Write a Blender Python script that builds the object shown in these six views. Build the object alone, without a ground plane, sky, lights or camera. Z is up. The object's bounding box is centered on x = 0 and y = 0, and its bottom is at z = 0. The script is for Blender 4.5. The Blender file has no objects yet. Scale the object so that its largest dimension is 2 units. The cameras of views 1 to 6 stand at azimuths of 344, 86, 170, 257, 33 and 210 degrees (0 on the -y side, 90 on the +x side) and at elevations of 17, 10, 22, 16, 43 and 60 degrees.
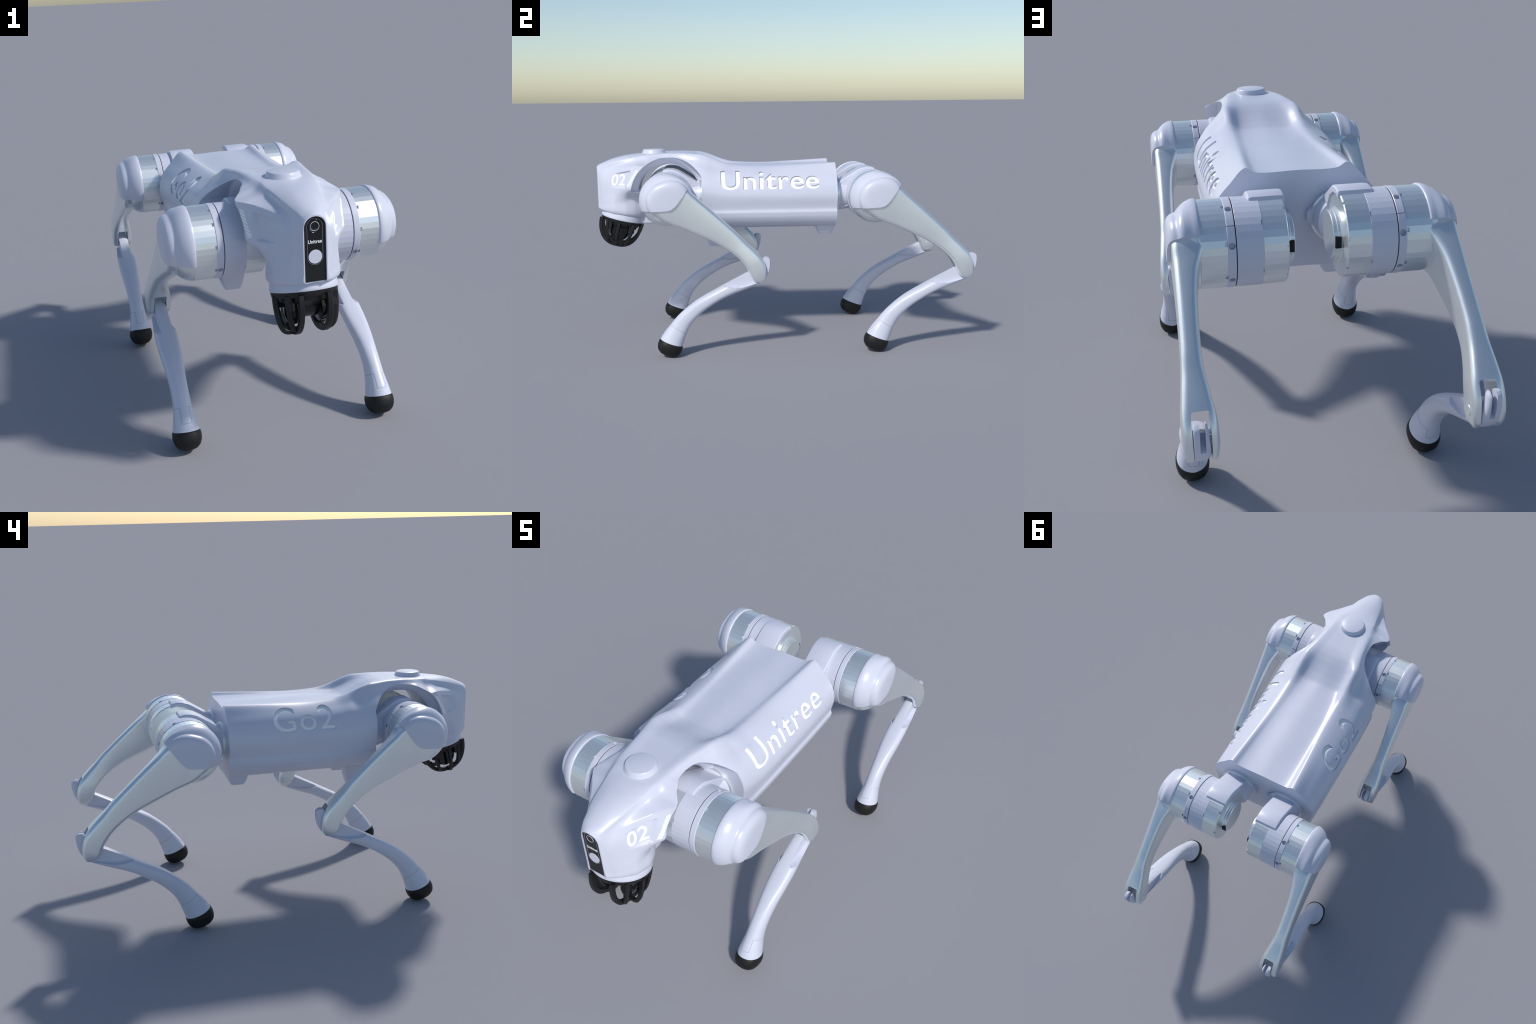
import bpy, bmesh, math
import numpy as np
from mathutils import Vector, Matrix
from mathutils.bvhtree import BVHTree

# ------------------------------------------------------------------ frame
HIP_Z, HIP_X = 0.812, 0.0            # hip axis height
HIP_Y = {'front': -0.613, 'rear': 0.473}
TRUNK_Y0, TRUNK_Y1 = -0.430, 0.284   # front / rear wall of the trunk
LEG_X = 0.395                        # plane of the leg
SCN = bpy.context.scene.collection


# ------------------------------------------------------------------ materials
def material(name, color, rough=0.35, metal=0.0, spec=0.5, coat=0.0, var=0.02, scale=9.0, bump=0.0, bump_scale=400):
    m = bpy.data.materials.new(name)
    m.use_nodes = True
    nt = m.node_tree
    b = nt.nodes['Principled BSDF']
    tc = nt.nodes.new('ShaderNodeTexCoord')
    nz = nt.nodes.new('ShaderNodeTexNoise')
    nz.inputs['Scale'].default_value = scale
    nz.inputs['Detail'].default_value = 3
    nt.links.new(tc.outputs['Object'], nz.inputs['Vector'])
    rp = nt.nodes.new('ShaderNodeValToRGB')
    c = np.array(color)
    rp.color_ramp.elements[0].position = 0.3
    rp.color_ramp.elements[1].position = 0.7
    rp.color_ramp.elements[0].color = (*np.clip(c * (1 - var), 0, 1), 1)
    rp.color_ramp.elements[1].color = (*np.clip(c * (1 + var), 0, 1), 1)
    nt.links.new(nz.outputs['Fac'], rp.inputs['Fac'])
    nt.links.new(rp.outputs['Color'], b.inputs['Base Color'])
    b.inputs['Roughness'].default_value = rough
    b.inputs['Metallic'].default_value = metal
    b.inputs['Specular IOR Level'].default_value = spec
    b.inputs['Coat Weight'].default_value = coat
    b.inputs['Coat Roughness'].default_value = 0.15
    if bump:
        n2 = nt.nodes.new('ShaderNodeTexNoise')
        n2.inputs['Scale'].default_value = bump_scale
        nt.links.new(tc.outputs['Object'], n2.inputs['Vector'])
        bp = nt.nodes.new('ShaderNodeBump')
        bp.inputs['Strength'].default_value = bump
        bp.inputs['Distance'].default_value = 0.001
        nt.links.new(n2.outputs['Fac'], bp.inputs['Height'])
        nt.links.new(bp.outputs['Normal'], b.inputs['Normal'])
    return m


M_SHELL = material('shell_lacquer', (0.638, 0.662, 0.768), rough=0.31, spec=0.5)
M_METAL = material('anodised_alloy', (0.84, 0.89, 0.895), rough=0.34, metal=0.75, spec=0.5)
M_WHITE = material('white_paint', (0.97, 1.0, 0.99), rough=0.35, spec=0.5, var=0.0)
M_BLACK = material('black_plastic', (0.012, 0.012, 0.013), rough=0.42, spec=0.4, var=0.1)
M_RUBBER = material('black_rubber', (0.010, 0.010, 0.010), rough=0.55, spec=0.35, var=0.2, scale=40, bump=0.15, bump_scale=300)
M_GLASS = material('sensor_glass', (0.008, 0.008, 0.009), rough=0.12, spec=0.5, var=0.0)
M_SEAM = material('seam_grey', (0.36, 0.37, 0.44), rough=0.6, spec=0.2, var=0.0)  # plain grey of the thin lines drawn for calf seam and window outline
M_DARK = material('matt_black', (0.02, 0.02, 0.022), rough=0.7, spec=0.2, var=0.0)
M_LIGHT = material('lamp_lens', (0.70, 0.72, 0.82), rough=0.4, var=0.0)


# ------------------------------------------------------------------ helpers
def new_obj(name, mesh, mat, parent=None):
    o = bpy.data.objects.new(name, mesh)
    SCN.objects.link(o)
    if mat is not None:
        mesh.materials.clear()
        mesh.materials.append(mat)
    if parent is not None:
        o.parent = parent
    return o


def mesh_from(name, verts, faces, smooth=True, fix=True):
    me = bpy.data.meshes.new(name)
    me.from_pydata([tuple(map(float, v)) for v in verts], [], faces)
    if fix:
        bm = bmesh.new()
        bm.from_mesh(me)
        bmesh.ops.remove_doubles(bm, verts=bm.verts, dist=1e-6)
        bmesh.ops.recalc_face_normals(bm, faces=bm.faces)
        bm.to_mesh(me)
        bm.free()
    me.polygons.foreach_set('use_smooth', [smooth] * len(me.polygons))
    me.update()
    return me


def sharpen(me, deg=35):
    me.polygons.foreach_set('use_smooth', [True] * len(me.polygons))
    me.set_sharp_from_angle(angle=math.radians(deg))
    return me


def ring_faces(nr, n, closed=True, cap0=True, cap1=True):
    f = []
    m = n if closed else n - 1
    for i in range(nr - 1):
        for j in range(m):
            f.append((i * n + j, i * n + (j + 1) % n, (i + 1) * n + (j + 1) % n, (i + 1) * n + j))
    if cap0:
        f.append(tuple(range(n - 1, -1, -1)))
    if cap1:
        f.append(tuple((nr - 1) * n + j for j in range(n)))
    return f


def loft(name, rings, smooth=True, caps=(True, True)):
    n = len(rings[0])
    v = [p for r in rings for p in r]
    return mesh_from(name, v, ring_faces(len(rings), n, True, *caps), smooth)


def revolve_x(name, profile, seg, cy=0.0, cz=0.0, smooth=True, caps=(True, True), phase=0.0):
    """profile: (x, r) pairs, turned about the x axis through (cy, cz)"""
    rings = []
    for x, r in profile:
        r = max(r, 1e-4)
        rings.append([(x, cy + r * math.cos(2 * math.pi * (k + phase) / seg), cz + r * math.sin(2 * math.pi * (k + phase) / seg)) for k in range(seg)])
    return loft(name, rings, smooth, caps)


def turn(name, profile, seg, origin, axis, smooth=True, caps=(True, True)):
    """profile: (s, r) along an arbitrary axis"""
    a = Vector(axis).normalized()
    q = a.to_track_quat('X', 'Z')
    rings = []
    for s, r in profile:
        r = max(r, 1e-4)
        rings.append([Vector(origin) + q @ Vector((s, r * math.cos(2 * math.pi * k / seg), r * math.sin(2 * math.pi * k / seg))) for k in range(seg)])
    return loft(name, rings, smooth, caps)


def prism(name, poly, x0, x1, smooth=False):
    """polygon in (y, z) extruded along x"""
    return loft(name, [[(x0, y, z) for y, z in poly], [(x1, y, z) for y, z in poly]], smooth)


def box(name, lo, hi):
    return prism(name, [(lo[1], lo[2]), (hi[1], lo[2]), (hi[1], hi[2]), (lo[1], hi[2])], lo[0], hi[0])


def tube(name, pts, rad, sides=8, closed=False, square=None, up=None):
    """sweep a small section along a path; square=(w, h) gives a flat bar"""
    pts = [Vector(p) for p in pts]
    n = len(pts)
    rings = []
    for i, p in enumerate(pts):
        a = pts[(i - 1) % n] if (closed or i > 0) else p
        b = pts[(i + 1) % n] if (closed or i < n - 1) else p
        t = (b - a).normalized()
        u = Vector(up) if up is not None else Vector((0.31, 0.2, 0.93))
        if callable(up):
            u = up(p)
        s = t.cross(u).normalized()
        w = s.cross(t).normalized()
        if square:
            hw, hh = square[0] / 2, square[1] / 2
            c = 0.22 * min(hw, hh)
            sec = [(hw - c, hh), (-hw + c, hh), (-hw, hh - c), (-hw, -hh + c), (-hw + c, -hh), (hw - c, -hh), (hw, -hh + c), (hw, hh - c)]
            rings.append([p + s * x + w * y for x, y in sec])
        else:
            rings.append([p + s * rad * math.cos(2 * math.pi * k / sides) + w * rad * math.sin(2 * math.pi * k / sides) for k in range(sides)])
    m = len(rings[0])
    v = [q for r in rings for q in r]
    f = ring_faces(n, m, True, not closed, not closed)
    if closed:
        for j in range(m):
            f.append(((n - 1) * m + j, (n - 1) * m + (j + 1) % m, (j + 1) % m, j))
    return mesh_from(name, v, f, not square)


def join(name, meshes):
    bm = bmesh.new()
    for me in meshes:
        bm.from_mesh(me)
    out = bpy.data.meshes.new(name)
    bm.to_mesh(out)
    bm.free()
    for me in meshes:
        bpy.data.meshes.remove(me)
    return out


def boolean(me, cutter, op='DIFFERENCE', name=None, self_int=False):
    a = bpy.data.objects.new('tmp_a', me)
    b = bpy.data.objects.new('tmp_b', cutter)
    SCN.objects.link(a)
    SCN.objects.link(b)
    md = a.modifiers.new('b', 'BOOLEAN')
    md.object = b
    md.operation = op
    md.solver = 'EXACT'
    md.use_self = self_int
    dg = bpy.context.evaluated_depsgraph_get()
    dg.update()
    out = bpy.data.meshes.new_from_object(a.evaluated_get(dg))
    bpy.data.objects.remove(a)
    bpy.data.objects.remove(b)
    if name:
        out.name = name
    out.materials.clear()
    return out


def bevelled(me, width, seg=2, angle=30):
    a = bpy.data.objects.new('tmp_a', me)
    SCN.objects.link(a)
    md = a.modifiers.new('b', 'BEVEL')
    md.width = width
    md.segments = seg
    md.limit_method = 'ANGLE'
    md.angle_limit = math.radians(angle)
    dg = bpy.context.evaluated_depsgraph_get()
    dg.update()
    out = bpy.data.meshes.new_from_object(a.evaluated_get(dg))
    bpy.data.objects.remove(a)
    out.name = me.name
    return out


def mirrored(me, axes):
    """copy of a mesh mirrored in the listed axes (0 = x, 1 = y)"""
    out = me.copy()
    co = np.empty(len(out.vertices) * 3)
    out.vertices.foreach_get('co', co)
    co = co.reshape(-1, 3)
    for a in axes:
        co[:, a] *= -1
    out.vertices.foreach_set('co', co.ravel())
    if len(axes) % 2:
        out.flip_normals()
    out.update()
    return out


def normals_from(me, smooth_me, tol=4e-4, cosmin=0.93):
    """give the faces that still lie on the smooth source surface its smooth normals"""
    bm = bmesh.new()
    bm.from_mesh(smooth_me)
    bmesh.ops.triangulate(bm, faces=bm.faces)
    bm.verts.ensure_lookup_table()
    bm.faces.ensure_lookup_table()
    bm.normal_update()
    tree = BVHTree.FromBMesh(bm)
    me.polygons.foreach_set('use_smooth', [True] * len(me.polygons))
    nl = [None] * len(me.loops)
    cache = {}
    for p in me.polygons:
        pn = p.normal
        for li in p.loop_indices:
            vi = me.loops[li].vertex_index
            if vi not in cache:
                loc, nor, fi, d = tree.find_nearest(me.vertices[vi].co)
                if d < tol:
                    f = bm.faces[fi]
                    a, b, c = [v.co for v in f.verts]
                    n = f.normal
                    ar = max((b - a).cross(c - a).length, 1e-12)
                    w0 = (b - loc).cross(c - loc).length / ar
                    w1 = (c - loc).cross(a - loc).length / ar
                    w2 = max(0.0, 1 - w0 - w1)
                    sn = (f.verts[0].normal * w0 + f.verts[1].normal * w1 + f.verts[2].normal * w2).normalized()
                    cache[vi] = sn
                else:
                    cache[vi] = None
            sn = cache[vi]
            nl[li] = sn if (sn is not None and sn.dot(pn) > cosmin) else pn.copy()
    bm.free()
    me.normals_split_custom_set([tuple(n) for n in nl])
    return me


def pchip(xs, ys, x):
    xs = np.asarray(xs, float)
    ys = np.asarray(ys, float)
    h = np.diff(xs)
    d = np.diff(ys) / h
    m = np.zeros_like(ys)
    m[0], m[-1] = d[0], d[-1]
    for i in range(1, len(xs) - 1):
        if d[i - 1] * d[i] > 0:
            w1, w2 = 2 * h[i] + h[i - 1], h[i] + 2 * h[i - 1]
            m[i] = (w1 + w2) / (w1 / d[i - 1] + w2 / d[i])
    x = np.asarray(x, float)
    k = np.clip(np.searchsorted(xs, x) - 1, 0, len(h) - 1)
    t = (x - xs[k]) / h[k]
    return (ys[k] * (1 + 2 * t) * (1 - t) ** 2 + m[k] * h[k] * t * (1 - t) ** 2 + ys[k + 1] * t * t * (3 - 2 * t) + m[k + 1] * h[k] * t * t * (t - 1))


def catmull(pts, per, ends=None):
    """centripetal Catmull-Rom through 2D/3D points; per = samples in each span"""
    P = [np.asarray(p, float) for p in pts]
    a = ends[0] if ends else 2 * P[0] - P[1]
    b = ends[1] if ends else 2 * P[-1] - P[-2]
    Q = [np.asarray(a, float)] + P + [np.asarray(b, float)]
    out = []
    for i in range(1, len(Q) - 2):
        p0, p1, p2, p3 = Q[i - 1:i + 3]
        t0 = 0.0
        t1 = t0 + max(np.linalg.norm(p1 - p0), 1e-6) ** .5
        t2 = t1 + max(np.linalg.norm(p2 - p1), 1e-6) ** .5
        t3 = t2 + max(np.linalg.norm(p3 - p2), 1e-6) ** .5
        n = per if i < len(Q) - 3 else per + 1
        for k in range(n):
            t = t1 + (t2 - t1) * k / per
            A1 = (t1 - t) / (t1 - t0) * p0 + (t - t0) / (t1 - t0) * p1
            A2 = (t2 - t) / (t2 - t1) * p1 + (t - t1) / (t2 - t1) * p2
            A3 = (t3 - t) / (t3 - t2) * p2 + (t - t2) / (t3 - t2) * p3
            B1 = (t2 - t) / (t2 - t0) * A1 + (t - t0) / (t2 - t0) * A2
            B2 = (t3 - t) / (t3 - t1) * A2 + (t - t1) / (t3 - t1) * A3
            out.append((t2 - t) / (t2 - t1) * B1 + (t - t1) / (t2 - t1) * B2)
    return out


def sstep(a, b, x):
    t = np.clip((x - a) / (b - a), 0, 1)
    return t * t * (3 - 2 * t)


# ------------------------------------------------------------------ root
root = bpy.data.objects.new('robot_dog', None)
SCN.objects.link(root)
root['label'] = 'white four-legged robot dog with silvery legs and black feet'
root['category'] = 'robot dog'

def stadium(cx, zb, zt, hw, n=20, square_bottom=True):
    p = [(cx - hw, zb), (cx + hw, zb)] if square_bottom else []
    zc = zt - hw
    p += [(cx + hw * math.cos(math.pi * k / n), zc + hw * math.sin(math.pi * k / n)) for k in range(n + 1)]
    if not square_bottom:
        zc2 = zb + hw
        p += [(cx + hw * math.cos(math.pi + math.pi * k / n), zc2 + hw * math.sin(math.pi + math.pi * k / n)) for k in range(n + 1)]
    return p


def slab_y(name, poly, y0, y1, ins=0.0):
    cx = sum(p[0] for p in poly) / len(poly)
    cz = sum(p[1] for p in poly) / len(poly)
    def sc(e):
        return [(cx + (x - cx) * (1 - e / 0.04), z - math.copysign(min(abs(z - cz), e), z - cz)) for x, z in poly]
    return loft(name, [[(x, y1, z) for x, z in poly], [(x, y0 + ins, z) for x, z in poly], [(x, y0, z) for x, z in sc(ins)]] if ins else
                [[(x, y1, z) for x, z in poly], [(x, y0, z) for x, z in poly]], False)


# ------------------------------------------------------------------ body shell
# half sections (x, z) from the top centre line round to the bottom centre line:
# 0 top centre, 1 floor edge, 2 roof edge / ridge crest, 3 scoop / shoulder, 4 cheek crease / shoulder,
# 5..7 side, 8 lower side, 9 bottom edge, 10 bottom centre
SECTIONS = {
    -1.000: [(0, 0.968), (0.016, 0.965), (0.03, 0.954), (0.0365, 0.94), (0.0395, 0.924), (0.041, 0.89), (0.0412, 0.85), (0.0414, 0.81), (0.0414, 0.775), (0.041, 0.743), (0, 0.743)],
    -0.993: [(0, 0.974), (0.019, 0.97), (0.036, 0.958), (0.0425, 0.944), (0.0455, 0.928), (0.048, 0.893), (0.049, 0.85), (0.0495, 0.81), (0.05, 0.77), (0.05, 0.74), (0, 0.74)],
    -0.970: [(0, 0.985), (0.026, 0.981), (0.045, 0.969), (0.049, 0.955), (0.0525, 0.94), (0.062, 0.9), (0.066, 0.855), (0.0685, 0.81), (0.069, 0.765), (0.067, 0.733), (0, 0.733)],
    -0.935: [(0, 1), (0.032, 0.995), (0.056, 0.98), (0.0595, 0.963), (0.066, 0.946), (0.081, 0.912), (0.088, 0.87), (0.0925, 0.825), (0.099, 0.775), (0.097, 0.727), (0, 0.727)],
    -0.900: [(0, 1.012), (0.037, 1.007), (0.066, 0.991), (0.0705, 0.972), (0.085, 0.954), (0.101, 0.918), (0.108, 0.88), (0.1135, 0.835), (0.119, 0.78), (0.1165, 0.72), (0, 0.72)],
    -0.850: [(0, 1.024), (0.042, 1.019), (0.076, 1.004), (0.085, 0.983), (0.116, 0.965), (0.13, 0.928), (0.14, 0.885), (0.145, 0.848), (0.1235, 0.785), (0.12, 0.711), (0, 0.711)],
    -0.800: [(0, 1.031), (0.046, 1.027), (0.084, 1.015), (0.098, 0.992), (0.149, 0.974), (0.165, 0.935), (0.177, 0.89), (0.179, 0.853), (0.115, 0.806), (0.103, 0.702), (0, 0.702)],
    -0.770: [(0, 1.034), (0.048, 1.031), (0.089, 1.021), (0.11, 0.998), (0.174, 0.9775), (0.184, 0.935), (0.188, 0.89), (0.186, 0.853), (0.105, 0.806), (0.08, 0.696), (0, 0.696)],
    -0.737: [(0, 1.035), (0.05, 1.034), (0.093, 1.028), (0.12, 1.001), (0.191, 0.9775), (0.192, 0.93), (0.19, 0.89), (0.186, 0.85), (0.1, 0.8), (0.05, 0.69), (0, 0.69)],
    -0.704: [(0, 1.036), (0.053, 1.036), (0.098, 1.031), (0.126, 1.013), (0.178, 0.99), (0.185, 0.93), (0.19, 0.88), (0.19, 0.84), (0.17, 0.76), (0.1, 0.68), (0, 0.68)],
    -0.670: [(0, 1.036), (0.055, 1.036), (0.103, 1.034), (0.126, 1.02), (0.163, 0.999), (0.19, 0.93), (0.2, 0.88), (0.2, 0.84), (0.18, 0.75), (0.12, 0.67), (0, 0.67)],
    -0.600: [(0, 1.036), (0.06, 1.037), (0.113, 1.037), (0.13, 1.022), (0.16, 0.99), (0.2, 0.92), (0.215, 0.87), (0.22, 0.82), (0.2, 0.73), (0.15, 0.665), (0, 0.66)],
    -0.526: [(0, 1.035), (0.068, 1.036), (0.126, 1.036), (0.144, 1.009), (0.18, 0.968), (0.225, 0.91), (0.245, 0.86), (0.25, 0.8), (0.23, 0.71), (0.17, 0.66), (0, 0.65)],
    -0.483: [(0, 1.03), (0.074, 1.0305), (0.134, 1.034), (0.161, 0.998), (0.205, 0.955), (0.247, 0.9), (0.262, 0.85), (0.262, 0.78), (0.25, 0.7), (0.19, 0.655), (0, 0.645)],
    -0.445: [(0, 1.018), (0.08, 1.0185), (0.138, 1.033), (0.174, 0.99), (0.222, 0.945), (0.258, 0.895), (0.27, 0.845), (0.2575, 0.749), (0.256, 0.706), (0.2, 0.651), (0, 0.642)],
    -0.405: [(0, 1), (0.088, 1.0005), (0.139, 1.025), (0.181, 0.98), (0.23, 0.936), (0.263, 0.888), (0.275, 0.838), (0.2625, 0.749), (0.261, 0.706), (0.214, 0.651), (0, 0.64)],
    -0.360: [(0, 0.981), (0.092, 0.9805), (0.139, 1.008), (0.186, 0.966), (0.236, 0.927), (0.266, 0.88), (0.278, 0.832), (0.2655, 0.749), (0.264, 0.706), (0.214, 0.651), (0, 0.64)],
    -0.315: [(0, 0.969), (0.095, 0.9675), (0.1395, 0.99), (0.193, 0.958), (0.242, 0.922), (0.268, 0.873), (0.279, 0.825), (0.2665, 0.749), (0.265, 0.706), (0.214, 0.651), (0, 0.64)],
    -0.250: [(0, 0.967), (0.099, 0.9645), (0.141, 0.975), (0.198, 0.948), (0.245, 0.913), (0.269, 0.867), (0.28, 0.82), (0.2675, 0.749), (0.266, 0.706), (0.214, 0.651), (0, 0.64)],
    -0.100: [(0, 0.967), (0.11, 0.963), (0.145, 0.968), (0.204, 0.941), (0.248, 0.905), (0.27, 0.862), (0.28, 0.815), (0.2675, 0.749), (0.266, 0.706), (0.214, 0.651), (0, 0.639)],
    0.080: [(0, 0.967), (0.122, 0.964), (0.154, 0.974), (0.212, 0.939), (0.251, 0.902), (0.27, 0.861), (0.279, 0.812), (0.2665, 0.749), (0.265, 0.706), (0.214, 0.651), (0, 0.638)],
    0.284: [(0, 0.966), (0.132, 0.967), (0.167, 0.983), (0.217, 0.934), (0.25, 0.897), (0.268, 0.862), (0.275, 0.81), (0.2625, 0.749), (0.261, 0.706), (0.214, 0.651), (0, 0.637)],
}
PER = 12
YK = sorted(SECTIONS)


def section_at(y):
    P = []
    for k in range(11):
        P.append((float(pchip(YK, [SECTIONS[q][k][0] for q in YK], y)), float(pchip(YK, [SECTIONS[q][k][1] for q in YK], y))))
    return P


def cheek_inset(y, x, z):
    """shallow panel pressed into the cheek in front of the stripes"""
    edge = -0.807 + (z - 0.943) * 0.38
    top = 0.950 + (y + 0.81) * 0.22
    m = sstep(edge + 0.003, edge - 0.007, y) * sstep(-0.93, -0.84, y)
    m *= sstep(0.857, 0.865, z) * sstep(top + 0.003, top - 0.006, z)
    return 0.0135 * m


def shell_half(y):
    P = section_at(y)
    e0, e1 = np.array((-P[1][0], P[1][1])), np.array((-P[9][0], P[9][1]))
    pts = np.array(catmull(P, PER, ends=(e0, e1)))
    # in the head the brow line (4) is a crisp crease and the roof edge (2) a firm ridge
    w = float(1 - sstep(-0.70, -0.66, y)) * float(sstep(-0.996, -0.975, y))
    if w > 0:
        A = catmull(P[:5], PER, ends=(e0, 2 * np.array(P[4]) - np.array(P[3])))
        B = catmull(P[4:], PER, ends=(2 * np.array(P[4]) - np.array(P[5]), e1))
        hard = np.array(A[:-1] + B)
        A2 = catmull(P[:3], PER, ends=(e0, 2 * np.array(P[2]) - np.array(P[1])))
        B2 = catmull(P[2:5], PER, ends=(2 * np.array(P[2]) - np.array(P[3]), 2 * np.array(P[4]) - np.array(P[3])))
        firm = np.array(A2[:-1] + B2[:-1] + B)
        pts = pts * (1 - w) + (hard * .6 + firm * .4) * w
    out = []
    for x, z in pts:
        x, z = float(x), float(z)
        if x > 0.05:
            if -0.94 < y < -0.79 and z > 0.85:
                x -= cheek_inset(y, x, z)
        if x > .2 and z < .80:      # small lip along the lower side
            x += .0035 * float(sstep(-0.47, -0.40, y)) * math.exp(-((z - 0.731) / 0.010) ** 2)
        out.append((x, z))
    out[0] = (0.0, out[0][1])
    out[-1] = (0.0, out[-1][1])
    return out


def shell_mesh():
    ys = list(np.linspace(-1.0, -0.985, 6)) + list(np.arange(-0.981, -0.74, 0.0038)) + list(np.arange(-0.738, -0.30, 0.0055)) + list(np.linspace(-0.296, TRUNK_Y1, 62))
    rings = []
    for y in ys:
        h = shell_half(y)
        # rear wall leans a little: lower part tucks in
        ring = []
        for x, z in h:
            ring.append((x, y + 3.0 * x * x * float(1 - sstep(-1.0, -0.965, y)), z))
        for x, z in reversed(h[1:-1]):
            ring.append((-x, y + 3.0 * x * x * float(1 - sstep(-1.0, -0.965, y)), z))
        rings.append(ring)
    return loft('body_shell', rings, True)


shell0 = shell_mesh()

# wheel-arch style openings for the front hips
AC, AZ = -0.605, 0.816


def arch_poly(r, yf, zf):
    y1 = TRUNK_Y0
    p = [(y1, 0.50)]
    a1 = math.acos(min(1, (y1 - AC) / r))
    a2 = math.pi - math.asin(min(1, (zf - AZ) / r))
    for k in range(49):
        a = a1 + (a2 - a1) * k / 48
        p.append((AC + r * math.cos(a), AZ + r * math.sin(a)))
    p += [(yf - 0.02, zf - 0.008), (yf, zf - 0.03), (yf, 0.50)]
    return p


def arch_cutter():
    stations = [(-.45, .203), (-.139, .203), (-.134, .200), (-.109, .172), (-.103, .168), (.103, .168), (.109, .172), (.134, .200), (.139, .203), (.45, .203)]
    return loft('cut', [[(x, y, z) for y, z in arch_poly(r, -0.742, 0.842)] for x, r in stations])


def text_mesh(body, size, spacing=1.0, extrude=0.0, res=8, offset=0.0):
    cu = bpy.data.curves.new('txt', 'FONT')
    cu.body = body
    cu.size = size
    cu.space_character = spacing
    cu.extrude = extrude
    cu.resolution_u = res
    cu.offset = offset
    cu.align_x = 'CENTER'
    o = bpy.data.objects.new('txt', cu)
    SCN.objects.link(o)
    dg = bpy.context.evaluated_depsgraph_get()
    dg.update()
    me = bpy.data.meshes.new_from_object(o.evaluated_get(dg))
    bpy.data.objects.remove(o)
    bm = bmesh.new()
    bm.from_mesh(me)
    bmesh.ops.remove_doubles(bm, verts=bm.verts, dist=1e-6)
    bm.to_mesh(me)
    bm.free()
    me.materials.clear()
    return me


def place_text(body, x0, x1, ylo, yhi, zlo, zhi, side, shear=0.0, tilt=0.0, offset=0.0):
    """letters standing in a y-z plane on one side of the body, extruded from x0 to x1, fitted in a box"""
    me = text_mesh(body, 1.0, 1.06, 0.5, offset=offset)
    co = np.array([v.co[:] for v in me.vertices])
    mn, mx = co.min(0), co.max(0)
    u = (co[:, 0] - mn[0]) / (mx[0] - mn[0])
    v = (co[:, 1] - mn[1]) / (mx[1] - mn[1])
    w = (co[:, 2] - mn[2]) / (mx[2] - mn[2])
    z = zlo + v * (zhi - zlo)
    if side > 0:
        y = ylo + u * (yhi - ylo)
        x = x0 + w * (x1 - x0)
    else:
        y = yhi - u * (yhi - ylo)
        x = -(x0 + w * (x1 - x0))
    y = y + shear * (v - .5)
    z = z + tilt * (u - .5)
    for i, vv in enumerate(me.vertices):
        vv.co = (x[i], y[i], z[i])
    bm = bmesh.new()
    bm.from_mesh(me)
    bmesh.ops.recalc_face_normals(bm, faces=bm.faces)
    bm.to_mesh(me)
    bm.free()
    return me


def offset_mesh(me, d, name='off'):
    out = me.copy()
    bm = bmesh.new()
    bm.from_mesh(out)
    bm.normal_update()
    ns = [v.normal.copy() for v in bm.verts]
    for v, n in zip(bm.verts, ns):
        v.co += n * d
    bm.to_mesh(out)
    bm.free()
    return out


def submesh_box(me, lo, hi):
    """patch of a closed surface, thickened into a solid slab (keeps booleans small)"""
    return me


def split_loose(me, name, mat, parent, kind=None):
    bm = bmesh.new()
    bm.from_mesh(me)
    bm.faces.ensure_lookup_table()
    seen = set()
    objs = []
    groups = []
    for f in bm.faces:
        if f.index in seen:
            continue
        st, comp = [f], []
        seen.add(f.index)
        while st:
            g = st.pop()
            comp.append(g)
            for e in g.edges:
                for h in e.link_faces:
                    if h.index not in seen:
                        seen.add(h.index)
                        st.append(h)
        groups.append(comp)
    for comp in groups:
        idx = {}
        vs, fs = [], []
        for f in comp:
            ff = []
            for v in f.verts:
                if v.index not in idx:
                    idx[v.index] = len(vs)
                    vs.append(v.co[:])
                ff.append(idx[v.index])
            fs.append(ff)
        m2 = mesh_from(name, vs, fs, True)
        sharpen(m2, 30)
        objs.append(new_obj(name, m2, mat, parent))
    bm.free()
    return objs


body = boolean(shell0.copy(), arch_cutter(), name='body_shell')
maker = dict(x0=.17, x1=.33)
TXT_R = dict(ylo=-.331, yhi=.186, zlo=.853, zhi=.946, side=1)
TXT_L = dict(ylo=-.226, yhi=.068, zlo=.857, zhi=.956, side=-1)
cut_r = place_text('Unitree', .17, .33, offset=.022, **TXT_R)
cut_l = place_text('Go2', .17, .33, offset=.012, **TXT_L)
body = boolean(body, cut_r, name='body_shell', self_int=True)
body = boolean(body, cut_l, name='body_shell', self_int=True)
body = boolean(body, slab_y('recess', stadium(0, .7000, .9630, .0375), -1.05, -0.9890), name='body_shell')
normals_from(body, shell0)
shell = new_obj('body_shell', body, M_SHELL, root)

inner = offset_mesh(shell0, -0.007)
for body_txt, fit, off in (('Unitree', TXT_R, .022), ('Go2', TXT_L, .012)):
    t = place_text(body_txt, .15, .35, offset=off, **fit)
    lm = boolean(t, inner.copy(), 'INTERSECT', self_int=True)
    # keep letters as thin slabs: pull the inner ends up close to the engraved floor
    split_loose(lm, 'letter', M_WHITE, shell)

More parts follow.
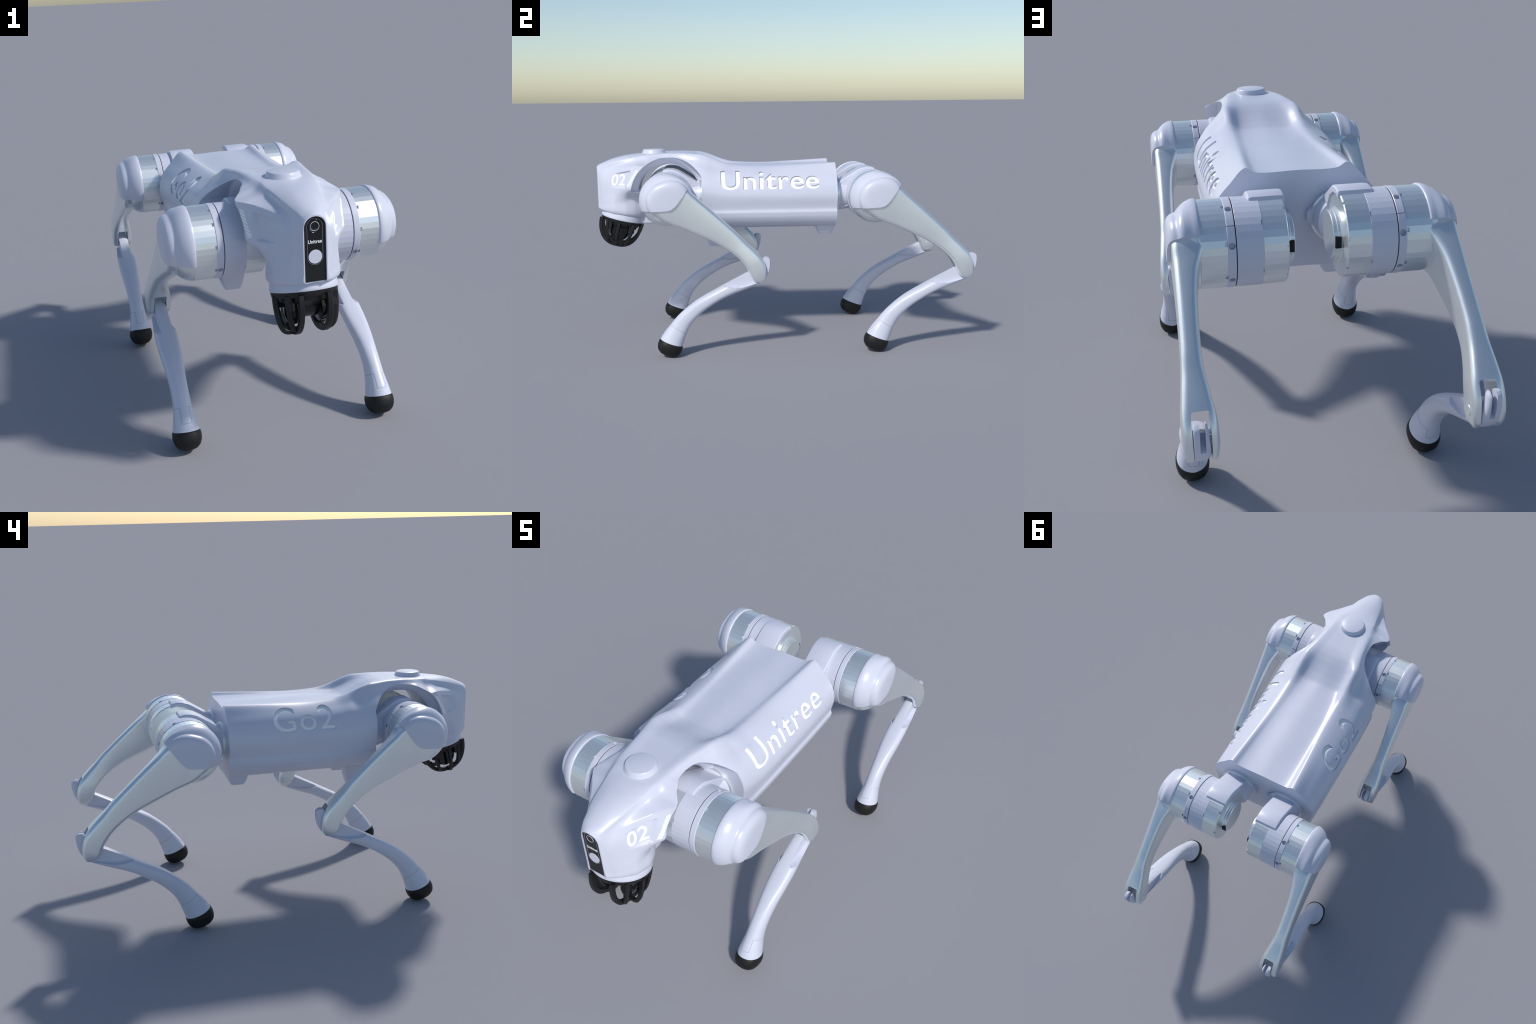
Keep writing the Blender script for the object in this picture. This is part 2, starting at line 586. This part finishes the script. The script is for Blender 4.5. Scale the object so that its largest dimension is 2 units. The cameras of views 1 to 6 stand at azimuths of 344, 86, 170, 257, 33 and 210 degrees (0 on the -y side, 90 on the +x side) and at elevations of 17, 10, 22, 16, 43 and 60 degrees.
outer = offset_mesh(shell0, 0.0008)
t = place_text('02', .06, .25, -.912, -.836, .869, .931, 1, shear=0.010, tilt=0.004, offset=.012)
lm = boolean(t, outer.copy(), 'INTERSECT', self_int=True)
split_loose(lm, 'digit', M_WHITE, shell)

# slanted stripes on both cheeks
strips = []
for i in range(9):
    zb = 0.8580 + i * 0.0122
    zt = zb + 0.0082
    poly = []
    lo_y = lambda z: -0.8300 + (z - 0.866) * 0.60
    hi_y = lambda z: -0.8145 + (z - 0.866) * 0.60
    # lower edge rises toward the rear, clipped to the band
    sl = 0.008
    pts = [(lo_y(zb), zb), (hi_y(zb + sl), zb + sl), (hi_y(zt + sl), zt + sl), (lo_y(zt), zt)]
    zmin, zmax = 0.866, 0.954
    clip = []
    n = len(pts)
    for lim, sign in ((zmin, 1), (zmax, -1)):
        src, clip = pts, []
        for k in range(len(src)):
            a, b = src[k], src[(k + 1) % len(src)]
            ina, inb = sign * (a[1] - lim) >= 0, sign * (b[1] - lim) >= 0
            if ina:
                clip.append(a)
            if ina != inb:
                s = (lim - a[1]) / (b[1] - a[1])
                clip.append((a[0] + s * (b[0] - a[0]), lim))
        pts = clip
    if len(pts) < 3:
        continue
    for sd in (1, -1):
        pr = prism('stripe', pts, sd * .10, sd * .25)
        sm = boolean(pr, outer.copy(), 'INTERSECT')
        if len(sm.polygons):
            sharpen(sm, 30)
            new_obj('stripe', sm, M_WHITE, shell)
bpy.data.meshes.remove(inner)
bpy.data.meshes.remove(outer)

# round button on the neck
pm = loft('dome_button', [[(r * math.cos(2 * math.pi * k / 64), -0.689 + r * math.sin(2 * math.pi * k / 64), z) for k in range(64)]
                          for r, z in ((.069, 1.024), (.0665, 1.033), (.064, 1.0365), (.0625, 1.041), (.0585, 1.0515), (.0565, 1.0545), (.054, 1.0555), (.0001, 1.0555))], True)
new_obj('dome_button', sharpen(pm, 50), M_SHELL, root)

# belly pads: a pair at the back, a longer pair at the front
for sides, y0, y1, zb, zt, xc, w in (((1, -1), .180, .283, .596, .66, .135, .062), ((1, -1), -.418, -.306, .538, .66, .128, .054)):
    for sd in sides:
        rings = []
        for t in (0, .25, .5, .75, .92, 1.0):
            z = zt + (zb - zt) * t
            ins = .011 * t + .010 * t ** 4
            a, b, c, d = y0 + ins, y1 - ins, xc - w + ins * 1.1, xc + w - ins * 1.1
            rr = .012
            ring = []
            for (cx, cy, a0) in ((d - rr, b - rr, 0), (c + rr, b - rr, 90), (c + rr, a + rr, 180), (d - rr, a + rr, 270)):
                for k in range(5):
                    an = math.radians(a0 + 90 * k / 4)
                    ring.append((sd * (cx + rr * math.cos(an)), cy + rr * math.sin(an), z))
            rings.append(ring)
        new_obj('belly_pad', sharpen(loft('belly_pad', rings), 40), M_SHELL, root)

# ------------------------------------------------------------------ face plate
FY = -0.9905      # front of the recessed plate
plate = new_obj('face_plate', slab_y('face_plate', stadium(0, .742, .9650, .0385), FY, -0.97), M_BLACK, root)
new_obj('face_window', slab_y('face_window', stadium(0, .799, .955, .0265, square_bottom=False), FY - .0014, -0.975, 0.0008), M_GLASS, plate)


def disc_y(name, x, z, prof, mat, parent, seg=48):
    rings = [[(x + r * math.cos(2 * math.pi * k / seg), FY - d, z + r * math.sin(2 * math.pi * k / seg)) for k in range(seg)] for d, r in prof]
    return new_obj(name, sharpen(loft(name, rings), 40), mat, parent)


disc_y('camera_lens', 0, .9285, [(-.01, .0225), (.0026, .0225), (.0034, .0215), (.0018, .0195), (.0018, .0001)], M_GLASS, plate)
rim = [(.0150 * math.cos(2 * math.pi * k / 48), FY - .0022, .9285 + .0150 * math.sin(2 * math.pi * k / 48)) for k in range(48)]
new_obj('lens_rim', tube('lens_rim', rim, .0009, 6, closed=True), M_LIGHT, plate)
disc_y('front_lamp', 0, .8265, [(-.01, .0235), (.0022, .0235), (.0028, .0230), (.0028, .0001)], M_LIGHT, plate)
edge = [(x, FY - .0014, z) for x, z in stadium(0, .799, .955, .0265, square_bottom=False)]
new_obj('window_rim', tube('window_rim', edge, .0005, 6, closed=True), M_SEAM, plate)
t = text_mesh('Unitree', 1.0, 1.06, 0.02, offset=.02)
co = np.array([v.co[:] for v in t.vertices])
mn, mx = co.min(0), co.max(0)
for v, c in zip(t.vertices, co):
    v.co = (-.0235 + (c[0] - mn[0]) / (mx[0] - mn[0]) * .047, FY - .0020 + .001 * (1 - (c[2] - mn[2]) / (mx[2] - mn[2])), .8715 + (c[1] - mn[1]) / (mx[1] - mn[1]) * .0125)
split_loose(t, 'letter', M_WHITE, plate)

# ------------------------------------------------------------------ sensor collar and lidar guard
LO = Vector((0, -0.869, 0.6795))               # centre of the collar's lower rim
LD = Vector((0, -0.24, -0.971)).normalized()   # points down, a little forward
LF = Vector((0, -1, 0)).cross(Vector((1, 0, 0))).normalized()
LX = Vector((1, 0, 0))
LY = LD.cross(LX).normalized()                  # lies in the collar plane, front/back
if LY.y > 0:
    LY = -LY                                    # front


def lp(x, f, d):
    """lidar frame: x sideways, f forward, d downward"""
    return LO + LX * x + LY * f + LD * d


def lidar_turn(name, prof, seg=64):
    rings = [[lp(r * math.cos(2 * math.pi * k / seg), r * math.sin(2 * math.pi * k / seg), d) for k in range(seg)] for d, r in prof]
    return loft(name, rings)


collar = new_obj('sensor_collar', sharpen(lidar_turn('sensor_collar', [(-.075, .098), (-.060, .1130), (-.033, .1140), (-.030, .1155), (-.024, .1165), (-.010, .1190), (-.002, .1195), (.000, .1185), (.000, .09)]), 40), M_SHELL, root)
guard = new_obj('lidar_guard', sharpen(lidar_turn('lidar_guard', [(-.005, .098), (-.001, .1165), (.016, .1150), (.019, .113), (.019, .096), (-.004, .095)]), 40), M_BLACK, root)


def arc_bar(x, rf, depth, n=28):
    return [lp(x, .002 + rf * math.copysign(abs(math.cos(math.pi * k / n)) ** .8, math.cos(math.pi * k / n)), .012 + depth * math.sin(math.pi * k / n) ** .95) for k in range(n + 1)]


for sd in (1, -1):
    new_obj('guard_rail', tube('guard_rail', arc_bar(sd * .050, .1085, .131), 0, square=(.019, .018), up=(1, 0, 0)), M_BLACK, guard)
    for ang in (48, 86, 128):
        a = math.radians(ang)
        x0, f0 = .110 * math.sin(a), .110 * math.cos(a)
        f1 = f0 * 0.62
        d1 = .012 + .131 * math.sqrt(max(0, 1 - (f1 / .108) ** 2))
        path = []
        for k in range(15):
            s = k / 14
            b = s * math.pi / 2
            x = .050 + (x0 - .050) * math.cos(b) ** 0.42 if s < 1 else .050
            path.append(lp(sd * x, f0 + (f1 - f0) * s, .012 + (d1 - .014) * math.sin(b) ** 0.9))
        new_obj('guard_rib', tube('guard_rib', path, 0, square=(.017, .015), up=(0.05, 1, 0.1)), M_BLACK, guard)
def cup(hw, depth, n=24):
    """U-shaped outline (forward, down): straight walls and a round bottom"""
    pts = [(hw, -.01)]
    for k in range(n + 1):
        an = math.pi * k / n
        pts.append((hw * math.cos(an), depth - hw * 1.05 + hw * 1.05 * math.sin(an)))
    return pts + [(-hw, -.01)]


core = loft('lidar_core', [[lp(x, f, d) for f, d in cup(hw, dp)] for x, hw, dp in
                           ((-.072, .038, .095), (-.068, .048, .112), (-.062, .051, .118), (-.042, .052, .119), (-.039, .044, .098), (.039, .044, .098), (.042, .052, .119), (.062, .051, .118), (.068, .048, .112), (.072, .038, .095))])
new_obj('lidar_core', sharpen(core, 40), M_GLASS, guard)
head = lidar_turn('lidar_mount', [(-.01, .092), (.035, .090), (.045, .07), (.06, .05)], 40)
new_obj('lidar_mount', sharpen(head, 40), M_BLACK, guard)
for sd in (1, -1):
    for f in (.062, -.062):
        lug = loft('guard_lug', [[lp(sd * (.079 + a), f + b, d) for a, b in ((-.008, -.016), (.008, -.016), (.008, .016), (-.008, .016))] for d in (.01, .062)], False)
        new_obj('guard_lug', lug, M_BLACK, guard)

# rear of the chin, between the front motors
chin = bevelled(box('chin_block', (-.055, -.790, .652), (.055, -.690, .760)), .010, 3)
new_obj('chin_block', sharpen(chin, 40), M_SHELL, root)

# ------------------------------------------------------------------ legs  (built for the right side, hip axis through the origin of y, z)
SEG = 40


def cyl(name, x0, x1, r, cham=.0015):
    return revolve_x(name, [(x0, r - cham), (x0 + cham, r), (x1 - cham, r), (x1, r - cham)], SEG, smooth=False, phase=.5)


def radial_box(x0, x1, r0, r1, w, deg):
    me = box('nb', (x0, r0, -w / 2), (x1, r1, w / 2))
    me.transform(Matrix.Rotation(math.radians(deg), 4, 'X'))
    return me


def radial_pin(x, r0, r1, rad, deg, seg=20):
    me = turn('np', [(r0, rad), (r1, rad)], seg, (x, 0, 0), (0, math.cos(math.radians(deg)), math.sin(math.radians(deg))))
    return me


R_M = .1335
NOTCH = (70, 18, -30, -65, 112, 140, 175, 215)
outer_motor = cyl('outer_motor', .2635, .3430, R_M)
for a in NOTCH:
    outer_motor = boolean(outer_motor, radial_box(.255, .2725, .124, .15, .013, a))
outer_motor.name = 'outer_motor'
inner_motor = revolve_x('inner_motor', [(.0580, .0001), (.0580, .0705), (.0600, .0730), (.0700, .0745), (.0720, .0775), (.0790, .0790), (.0825, .0850), (.0850, .1040), (.0865, .1300), (.0895, R_M), (.1600, R_M)], SEG, smooth=False, phase=.5)
for a in (62, 12, -32, -75, 105, 150, 195, 240):
    inner_motor = boolean(inner_motor, radial_box(.080, .0945, .127, .15, .012, a))
for a in (30, -20, 200):
    pass
inner_motor.name = 'inner_motor'
motor_ring = revolve_x('motor_ring', [(.2410, .100), (.2410, .1338), (.2425, .1352), (.2630, .1352), (.2645, .1338), (.2645, .100)], 72, smooth=False)
for a in (65, 15, -35, 215, -85):
    motor_ring = boolean(motor_ring, radial_pin(.2525, .122, .16, .0100, a))
for a in (40, 240):
    motor_ring = boolean(motor_ring, radial_box(.23, .27, .124, .16, .0024, a))
motor_ring.name = 'motor_ring'
sharpen(motor_ring, 25)
gap_band = revolve_x('gap_band', [(.2340, .1325), (.2430, .1325)], 72, smooth=True)  # solid black band added to stand in for the dark gap beside the ring
hip_drum = revolve_x('hip_drum', [(.1590, .1325), (.1600, .1345), (.2370, .1345), (.2382, .1335)], SEG, smooth=False, phase=.5)
for a in (-22, 42, 150, 215, 280):
    hip_drum = boolean(hip_drum, radial_box(.150, .1635, .130, .16, .016, a))
hip_drum.name = 'hip_drum'

# bracket that carries the drum from the trunk's roll joint; t runs toward the trunk (built for the rear legs: toward -y)
def bracket_mesh():
    def outline(k):
        # (t, h): k = 0 at full height, lower on the chamfered rims
        top = [(-.026, .126), (-.0245, .1345), (-.020, .1410), (.000, .1465), (.030, .1455), (.055, .1390), (.085, .1225), (.140, .0880), (.172, .0660)]
        bot = [(.172, -.060), (.150, -.075), (.120, -.060), (.118, .0), (.110, .060), (.080, .100), (.040, .122), (.0, .128)]
        return [(-t, h - (k if h > .06 else 0)) for t, h in top] + [(-t, h) for t, h in bot]
    xs = [(.0800, .006), (.0835, .0015), (.088, 0), (.176, 0), (.186, .002), (.190, .007)]
    rings = [[(x, y, z) for y, z in outline(k)] for x, k in xs]
    return sharpen(loft('hip_bracket', rings), 28)


hip_bracket = bracket_mesh()
hub = turn('roll_hub', [(.108, .070), (.112, .078), (.150, .082), (.168, .084), (.170, .0845), (.1705, .060)], 56, (.1305, 0, -.004), (0, -1, 0))
hub_rim = turn('roll_joint_rim', [(.1690, .060), (.1695, .0895), (.1705, .0910), (.1760, .0910), (.1768, .0890), (.1900, .088)], 56, (.1305, 0, -.004), (0, -1, 0))
sharpen(hub, 35)
sharpen(hub_rim, 35)
tab = prism('hub_tab', [(-.172, -.055), (-.172, .045), (-.176, .02), (-.176, -.03)], .02, .06)
tab = mesh_from('hub_tab', [(.028, -.165, .018), (.028, -.165, -.014), (.075, -.165, -.055), (.075, -.165, .055), (.045, -.165, .030), (.045, -.165, -.026),
                            (.028, -.188, .018), (.028, -.188, -.014), (.075, -.188, -.055), (.075, -.188, .055), (.045, -.188, .030), (.045, -.188, -.026)],
                [(0, 1, 5, 4), (4, 5, 2, 3), (7, 6, 10, 11), (11, 10, 9, 8), (0, 6, 7, 1), (1, 7, 11, 5), (5, 11, 8, 2), (2, 8, 9, 3), (3, 9, 10, 4), (4, 10, 6, 0)], False)
slot = radial_box(.0620, .0790, .069, .0800, .036, 0)  # solid black box standing in for the dark connector slot, no opening cut
slot.name = 'connector_block'

# cap and thigh root share one turned profile
CAPP = [(.3400, .1335), (.3415, .1365), (.3450, .1378), (.3560, .1362), (.3680, .1312), (.3800, .1240), (.3890, .1160), (.3960, .1080), (.4005, .1025), (.4035, .0998), (.4090, .0985), (.4170, .0955), (.4250, .0890), (.4310, .0795), (.4345, .0640), (.4357, .0400), (.4360, .0001)]


def cap_rings(prof, seg=96):
    """turned dome whose outer boss runs out in a teardrop along the thigh"""
    rings = []
    for x, r in prof:
        w = float(sstep(.356, .400, x)) * min(1.0, r / .09)
        ring = []
        for k in range(seg):
            th = 360.0 * k / seg
            d = abs((th - 22 + 180) % 360 - 180)
            rr = max(r + .030 * w * (1 - float(sstep(4, 88, d))), 1e-4)
            ring.append((x, rr * math.cos(math.radians(th)), rr * math.sin(math.radians(th))))
        rings.append(ring)
    return rings


ROOT = [(x - (.0110 if x > .40 else .0035 if x > .35 else 0), r - .0052 if r > .01 else r) for x, r in CAPP]
cap = loft('hip_cap', cap_rings(CAPP))
keep = [(-.2, -.056), (-.129, -.052), (.008, -.044), (.030, -.038), (.046, -.026), (.060, -.010), (.111, .060), (.122, .070), (.22, .095), (.22, .25), (-.2, .25)]
cap_smooth = cap.copy()
hip_cap = boolean(cap, prism('keep', keep, .30, .50), 'INTERSECT', name='hip_cap')
normals_from(hip_cap, cap_smooth)

# thigh: upper edge, lower edge (y, z from the hip axis), inner and outer face in x, corner radius
THIGH = [
    ((0.05907, 0.07383), (-0.08, -0.045), 0.3050, 0.4235, 0.020),
    ((0.1121, 0.05683), (-0.012, -0.1), 0.3200, 0.4235, 0.020),
    ((0.1475, 0.02488), (0.035, -0.122), 0.3400, 0.4232, 0.020),
    ((0.1825, -0.00512), (0.078, -0.138), 0.3545, 0.4232, 0.020),
    ((0.2525, -0.06712), (0.165, -0.177), 0.3650, 0.4240, 0.020),
    ((0.3225, -0.1311), (0.245, -0.214), 0.3695, 0.4260, 0.020),
    ((0.3625, -0.1681), (0.29, -0.24), 0.3695, 0.4280, 0.020),
    ((0.3955, -0.2031), (0.325, -0.264), 0.3665, 0.4310, 0.020),
    ((0.4435, -0.2491), (0.368, -0.3), 0.3570, 0.4370, 0.020),
    ((0.4791, -0.2882), (0.398, -0.337), 0.3485, 0.4415, 0.020),
    ((0.4991, -0.3262), (0.417, -0.371), 0.3455, 0.4430, 0.020),
    ((0.5061, -0.3662), (0.431, -0.399), 0.3455, 0.4425, 0.015),
    ((0.5031, -0.3992), (0.45, -0.416), 0.3490, 0.4395, 0.012),
    ((0.4911, -0.4182), (0.471, -0.423), 0.3560, 0.4335, 0.004),
]


def rounded_ring(U, L, xi, xo, cr, n=5):
    U, L = Vector((0, *U)), Vector((0, *L))
    ax = (U - L)
    ln = ax.length
    ax.normalize()
    c = (U + L) / 2
    hw, hh = (xo - xi) / 2, ln / 2
    cx = (xo + xi) / 2
    r = min(cr, hw * .95, hh * .95)
    out = []
    for sx, sy, a0 in ((1, 1, 0), (-1, 1, 90), (-1, -1, 180), (1, -1, 270)):
        for k in range(n):
            a = math.radians(a0 + 90 * k / (n - 1))
            p = c + ax * (sy * (hh - r) + r * math.sin(a))
            out.append(Vector((cx + sx * (hw - r) + r * math.cos(a), p.y, p.z)))
    return out


def resample_stations(st, per):
    arr = []
    for s in st:
        flat = []
        for q in s:
            flat += list(q) if isinstance(q, tuple) else [q]
        arr.append(np.array(flat))
    dense = catmull(arr, per)
    return dense


thigh_rings = [rounded_ring(a[0:2], a[2:4], a[4], a[5], a[6]) for a in resample_stations(THIGH, 5)]
arm = loft('thigh', thigh_rings)
thigh_root = revolve_x('root', ROOT, 72)
arm_solid = boolean(arm, thigh_root, 'UNION')
KN = Vector((0, .468, -.372))
UD = Vector((0, .783, -.622))
UP = Vector((0, .622, .783))


def quad_prism(name, a0, a1, b0, b1, x0, x1):
    """box in the thigh's own frame: a along the thigh from the knee, b across"""
    c = [KN + UD * a + UP * b for a, b in ((a0, b0), (a1, b0), (a1, b1), (a0, b1))]
    return loft(name, [[(x0, p.y, p.z) for p in c], [(x1, p.y, p.z) for p in c]], False)


SLOT0, SLOT1 = .3665, .4165
corner = [KN + UD * a + UP * b for a, b in ((-.164, -.2), (.2, -.2), (.2, .2), (-.004, .2))]
slotc = loft('slot', [[(x, p.y, p.z) for p in corner] for x in (SLOT0, SLOT1)], False)
slotc = bevelled(slotc, .008, 3)
thigh = boolean(arm_solid, slotc, 'DIFFERENCE', name='thigh')
sharpen(thigh, 32)
pin = revolve_x('knee_pin', [(.3435, .0001), (.3435, .0145), (.3445, .0155), (.4300, .0155), (.4310, .0145), (.4310, .0001)], 32, KN.y, KN.z)
sharpen(pin, 40)

# calf: upper edge, lower edge (y, z from the hip axis), half-width in x
CALF = [
    ((0.494, -0.296), (0.513, -0.294), 0.0180),
    ((0.487, -0.308), (0.526, -0.303), 0.0215),
    ((0.482, -0.33), (0.529, -0.322), 0.0230),
    ((0.47, -0.347), (0.525, -0.356), 0.0260),
    ((0.45, -0.356), (0.51, -0.395), 0.0310),
    ((0.4275, -0.3632), (0.4758, -0.4282), 0.0350),
    ((0.397, -0.3784), (0.4277, -0.4503), 0.0365),
    ((0.3435, -0.4066), (0.372, -0.4707), 0.0405),
    ((0.294, -0.4328), (0.3249, -0.4869), 0.0450),
    ((0.244, -0.4598), (0.2779, -0.5089), 0.0450),
    ((0.194, -0.4858), (0.2298, -0.5379), 0.0425),
    ((0.144, -0.5148), (0.1848, -0.5698), 0.0385),
    ((0.094, -0.5518), (0.1454, -0.6057), 0.0350),
    ((0.0435, -0.5976), (0.1115, -0.6475), 0.0340),
    ((0.009, -0.6384), (0.09125, -0.6882), 0.0370),
    ((-0.0265, -0.6812), (0.0764, -0.728), 0.0450),
    ((-0.049, -0.717), (0.066, -0.76), 0.0520),
]
CX = .3975
KX = .3915      # centre of the fork slot


def oval_ring(T, B, hw, n=32, e=2.6, cx=CX):
    T, B = Vector((0, *T)), Vector((0, *B))
    c = (T + B) / 2
    ax = (T - B) / 2
    out = []
    for k in range(n):
        a = 2 * math.pi * k / n
        ca, sa = math.cos(a), math.sin(a)
        u = math.copysign(abs(ca) ** (2 / e), ca)
        v = math.copysign(abs(sa) ** (2 / e), sa)
        p = c + ax * v
        out.append(Vector((cx + hw * u, p.y, p.z)))
    return out


calf_dense = resample_stations(CALF, 6)
calf_rings = []
for i, a in enumerate(calf_dense):
    s = i / (len(calf_dense) - 1)
    calf_rings.append(oval_ring(a[0:2], a[2:4], a[4], e=2.9 - .75 * sstep(.55, .95, s)))
calf0 = loft('calf', calf_rings)
pocket = [(.292, -.440), (.330, -.4455), (.375, -.4455), (.420, -.436), (.447, -.4285), (.475, -.4295), (.500, -.420), (.525, -.392), (.560, -.36), (.56, -.22), (.292, -.22)]
calf = calf0.copy()
for sd in (1, -1):
    x_in, x_out = KX + sd * .0225, CX + sd * .09
    rings = []
    for x, e in ((x_in, 0), (x_out, 1)):
        rings.append([(x, y - (.030 * e if y < .3 else 0) , z - (.004 * e if z < -.35 else 0)) for y, z in pocket])
    calf = boolean(calf, loft('pk', rings, False))
prong = quad_prism('prong', -.08, .2, .028, .2, KX - .0075, KX + .0075)
calf = boolean(calf, prong, name='calf')
normals_from(calf, calf0, tol=3e-4, cosmin=.9)


def calf_point(s, k):
    """point on the calf skin: s in control stations, k angle index (0..1)"""
    i = min(max(s * 6, 0), len(calf_rings) - 1.001)
    i0 = int(i)
    f = i - i0
    n = len(calf_rings[0])
    j = (k % 1.0) * n
    j0 = int(j) % n
    g = j - int(j)
    def q(r):
        return calf_rings[r][j0] * (1 - g) + calf_rings[r][(j0 + 1) % n] * g
    return q(i0) * (1 - f) + q(i0 + 1) * f


def seam_path():
    pts = []
    N = 240
    for q in range(N):
        k = q / N
        s = 14.0
        for c in (.25, .75):                   # tongue at the front and at the back
            d = abs((k - c + .5) % 1 - .5)
            s += 1.15 * (1 - sstep(.058, .072, d)) * (1 if c == .25 else .9)
        pts.append(calf_point(s, k))
    return pts


calf_seam = tube('calf_seam', seam_path(), .0007, 6, closed=True)

# foot: rubber cup on the end of the calf
def foot_mesh():
    T, B = Vector((0, -.049, -.717)), Vector((0, .066, -.760))
    mid = (T + B) / 2
    d = Vector((0, B.z - T.z, -(B.y - T.y))).normalized()   # outward along the calf end
    if d.z > 0:
        d = -d
    rings = []
    for s, sc in ((-.004, .985), (.000, 1.012), (.002, 1.03), (.012, 1.06), (.024, 1.065), (.036, 1.03), (.047, .96), (.056, .86), (.063, .73), (.068, .58), (.0715, .40), (.0730, .2), (.0735, .01)):
        s *= .972
        rings.append(oval_ring((T.y + (T.y - mid.y) * (sc - 1) + d.y * s, T.z + (T.z - mid.z) * (sc - 1) + d.z * s),
                               (B.y + (B.y - mid.y) * (sc - 1) + d.y * s, B.z + (B.z - mid.z) * (sc - 1) + d.z * s),   .0520 * sc, n=48, e=2.35))
    me = loft('foot', rings)
    return me, mid, d


foot, foot_mid, foot_d = foot_mesh()
low = min(v.co.z for v in foot.vertices)
print('foot lowest', low + HIP_Z)


def tread_lines():
    """fine zigzag ribs moulded in the sole"""
    bm = bmesh.new()
    bm.from_mesh(foot)
    tree = BVHTree.FromBMesh(bm)
    bm.free()
    parts = []
    side = Vector((1, 0, 0))
    fr = foot_d.cross(side).normalized()
    c = foot_mid + foot_d * .02 + side * CX
    def cast(az, el):
        dr = (foot_d * math.sin(el) + (side * math.sin(az) + fr * math.cos(az)) * math.cos(el)).normalized()
        h = tree.ray_cast(c, dr)
        return h[0] if h[0] else c + dr * .06
    for base, sgn in ((0, 1), (math.pi, 1)):
        for e0 in (.45, .78):
            pts = [cast(base + (t - .5) * 2.0, e0 + .13 * abs(((t * 3) % 1) - .5)) for t in np.linspace(0, 1, 25)]
            parts.append(tube('tr', pts, .0011, 6))
        for az in (-.55, .55):
            pts = [cast(base + az, e) for e in np.linspace(.12, .62, 8)]
            parts.append(tube('tr', pts, .0011, 6))
    return join('foot_tread', parts)


tread = tread_lines()

LIB = dict(outer_motor=(outer_motor, M_METAL), inner_motor=(inner_motor, M_METAL), motor_ring=(motor_ring, M_SHELL), gap_band=(gap_band, M_DARK),
           hip_drum=(hip_drum, M_SHELL), connector_block=(slot, M_DARK), hip_cap=(hip_cap, M_SHELL), thigh=(thigh, M_METAL),
           knee_pin=(pin, M_METAL), calf=(calf, M_SHELL), calf_seam=(calf_seam, M_SEAM), foot=(foot, M_RUBBER), foot_tread=(tread, M_DARK),
           hip_bracket=(hip_bracket, M_SHELL), roll_hub=(hub, M_SHELL), roll_joint_rim=(hub_rim, M_METAL), hub_tab=(tab, M_SHELL))
FLIP_Y = {'hip_bracket', 'roll_hub', 'roll_joint_rim', 'hub_tab', 'connector_block'}
cache = {}


def part(name, end, sd, parent=None):
    ax = ()
    if sd < 0:
        ax += (0,)
    if end == 'front' and name in FLIP_Y:
        ax += (1,)
    key = (name, ax)
    me, mat = LIB[name]
    if key not in cache:
        if ax:
            cache[key] = mirrored(me, ax)
        else:
            cache[key] = me
        cache[key].materials.clear()
        cache[key].materials.append(mat)
    o = bpy.data.objects.new(name, cache[key])
    SCN.objects.link(o)
    if parent is None:
        o.parent = root
        o.location = (0, HIP_Y[end], HIP_Z)
    else:
        o.parent = parent
    return o


for end in ('front', 'rear'):
    for sd in (1, -1):
        drum = part('hip_drum', end, sd)
        for n in ('inner_motor', 'hip_bracket', 'roll_hub', 'roll_joint_rim', 'hub_tab', 'connector_block', 'gap_band', 'motor_ring'):
            part(n, end, sd, drum)
        th = part('thigh', end, sd)
        for n in ('outer_motor', 'hip_cap', 'knee_pin'):
            part(n, end, sd, th)
        cf = part('calf', end, sd)
        for n in ('calf_seam', 'foot', 'foot_tread'):
            o = part(n, end, sd, cf)
            if n == 'foot_tread':
                o['kind'] = 'stuff'

for me in list(bpy.data.meshes):
    if me.users == 0:
        bpy.data.meshes.remove(me)
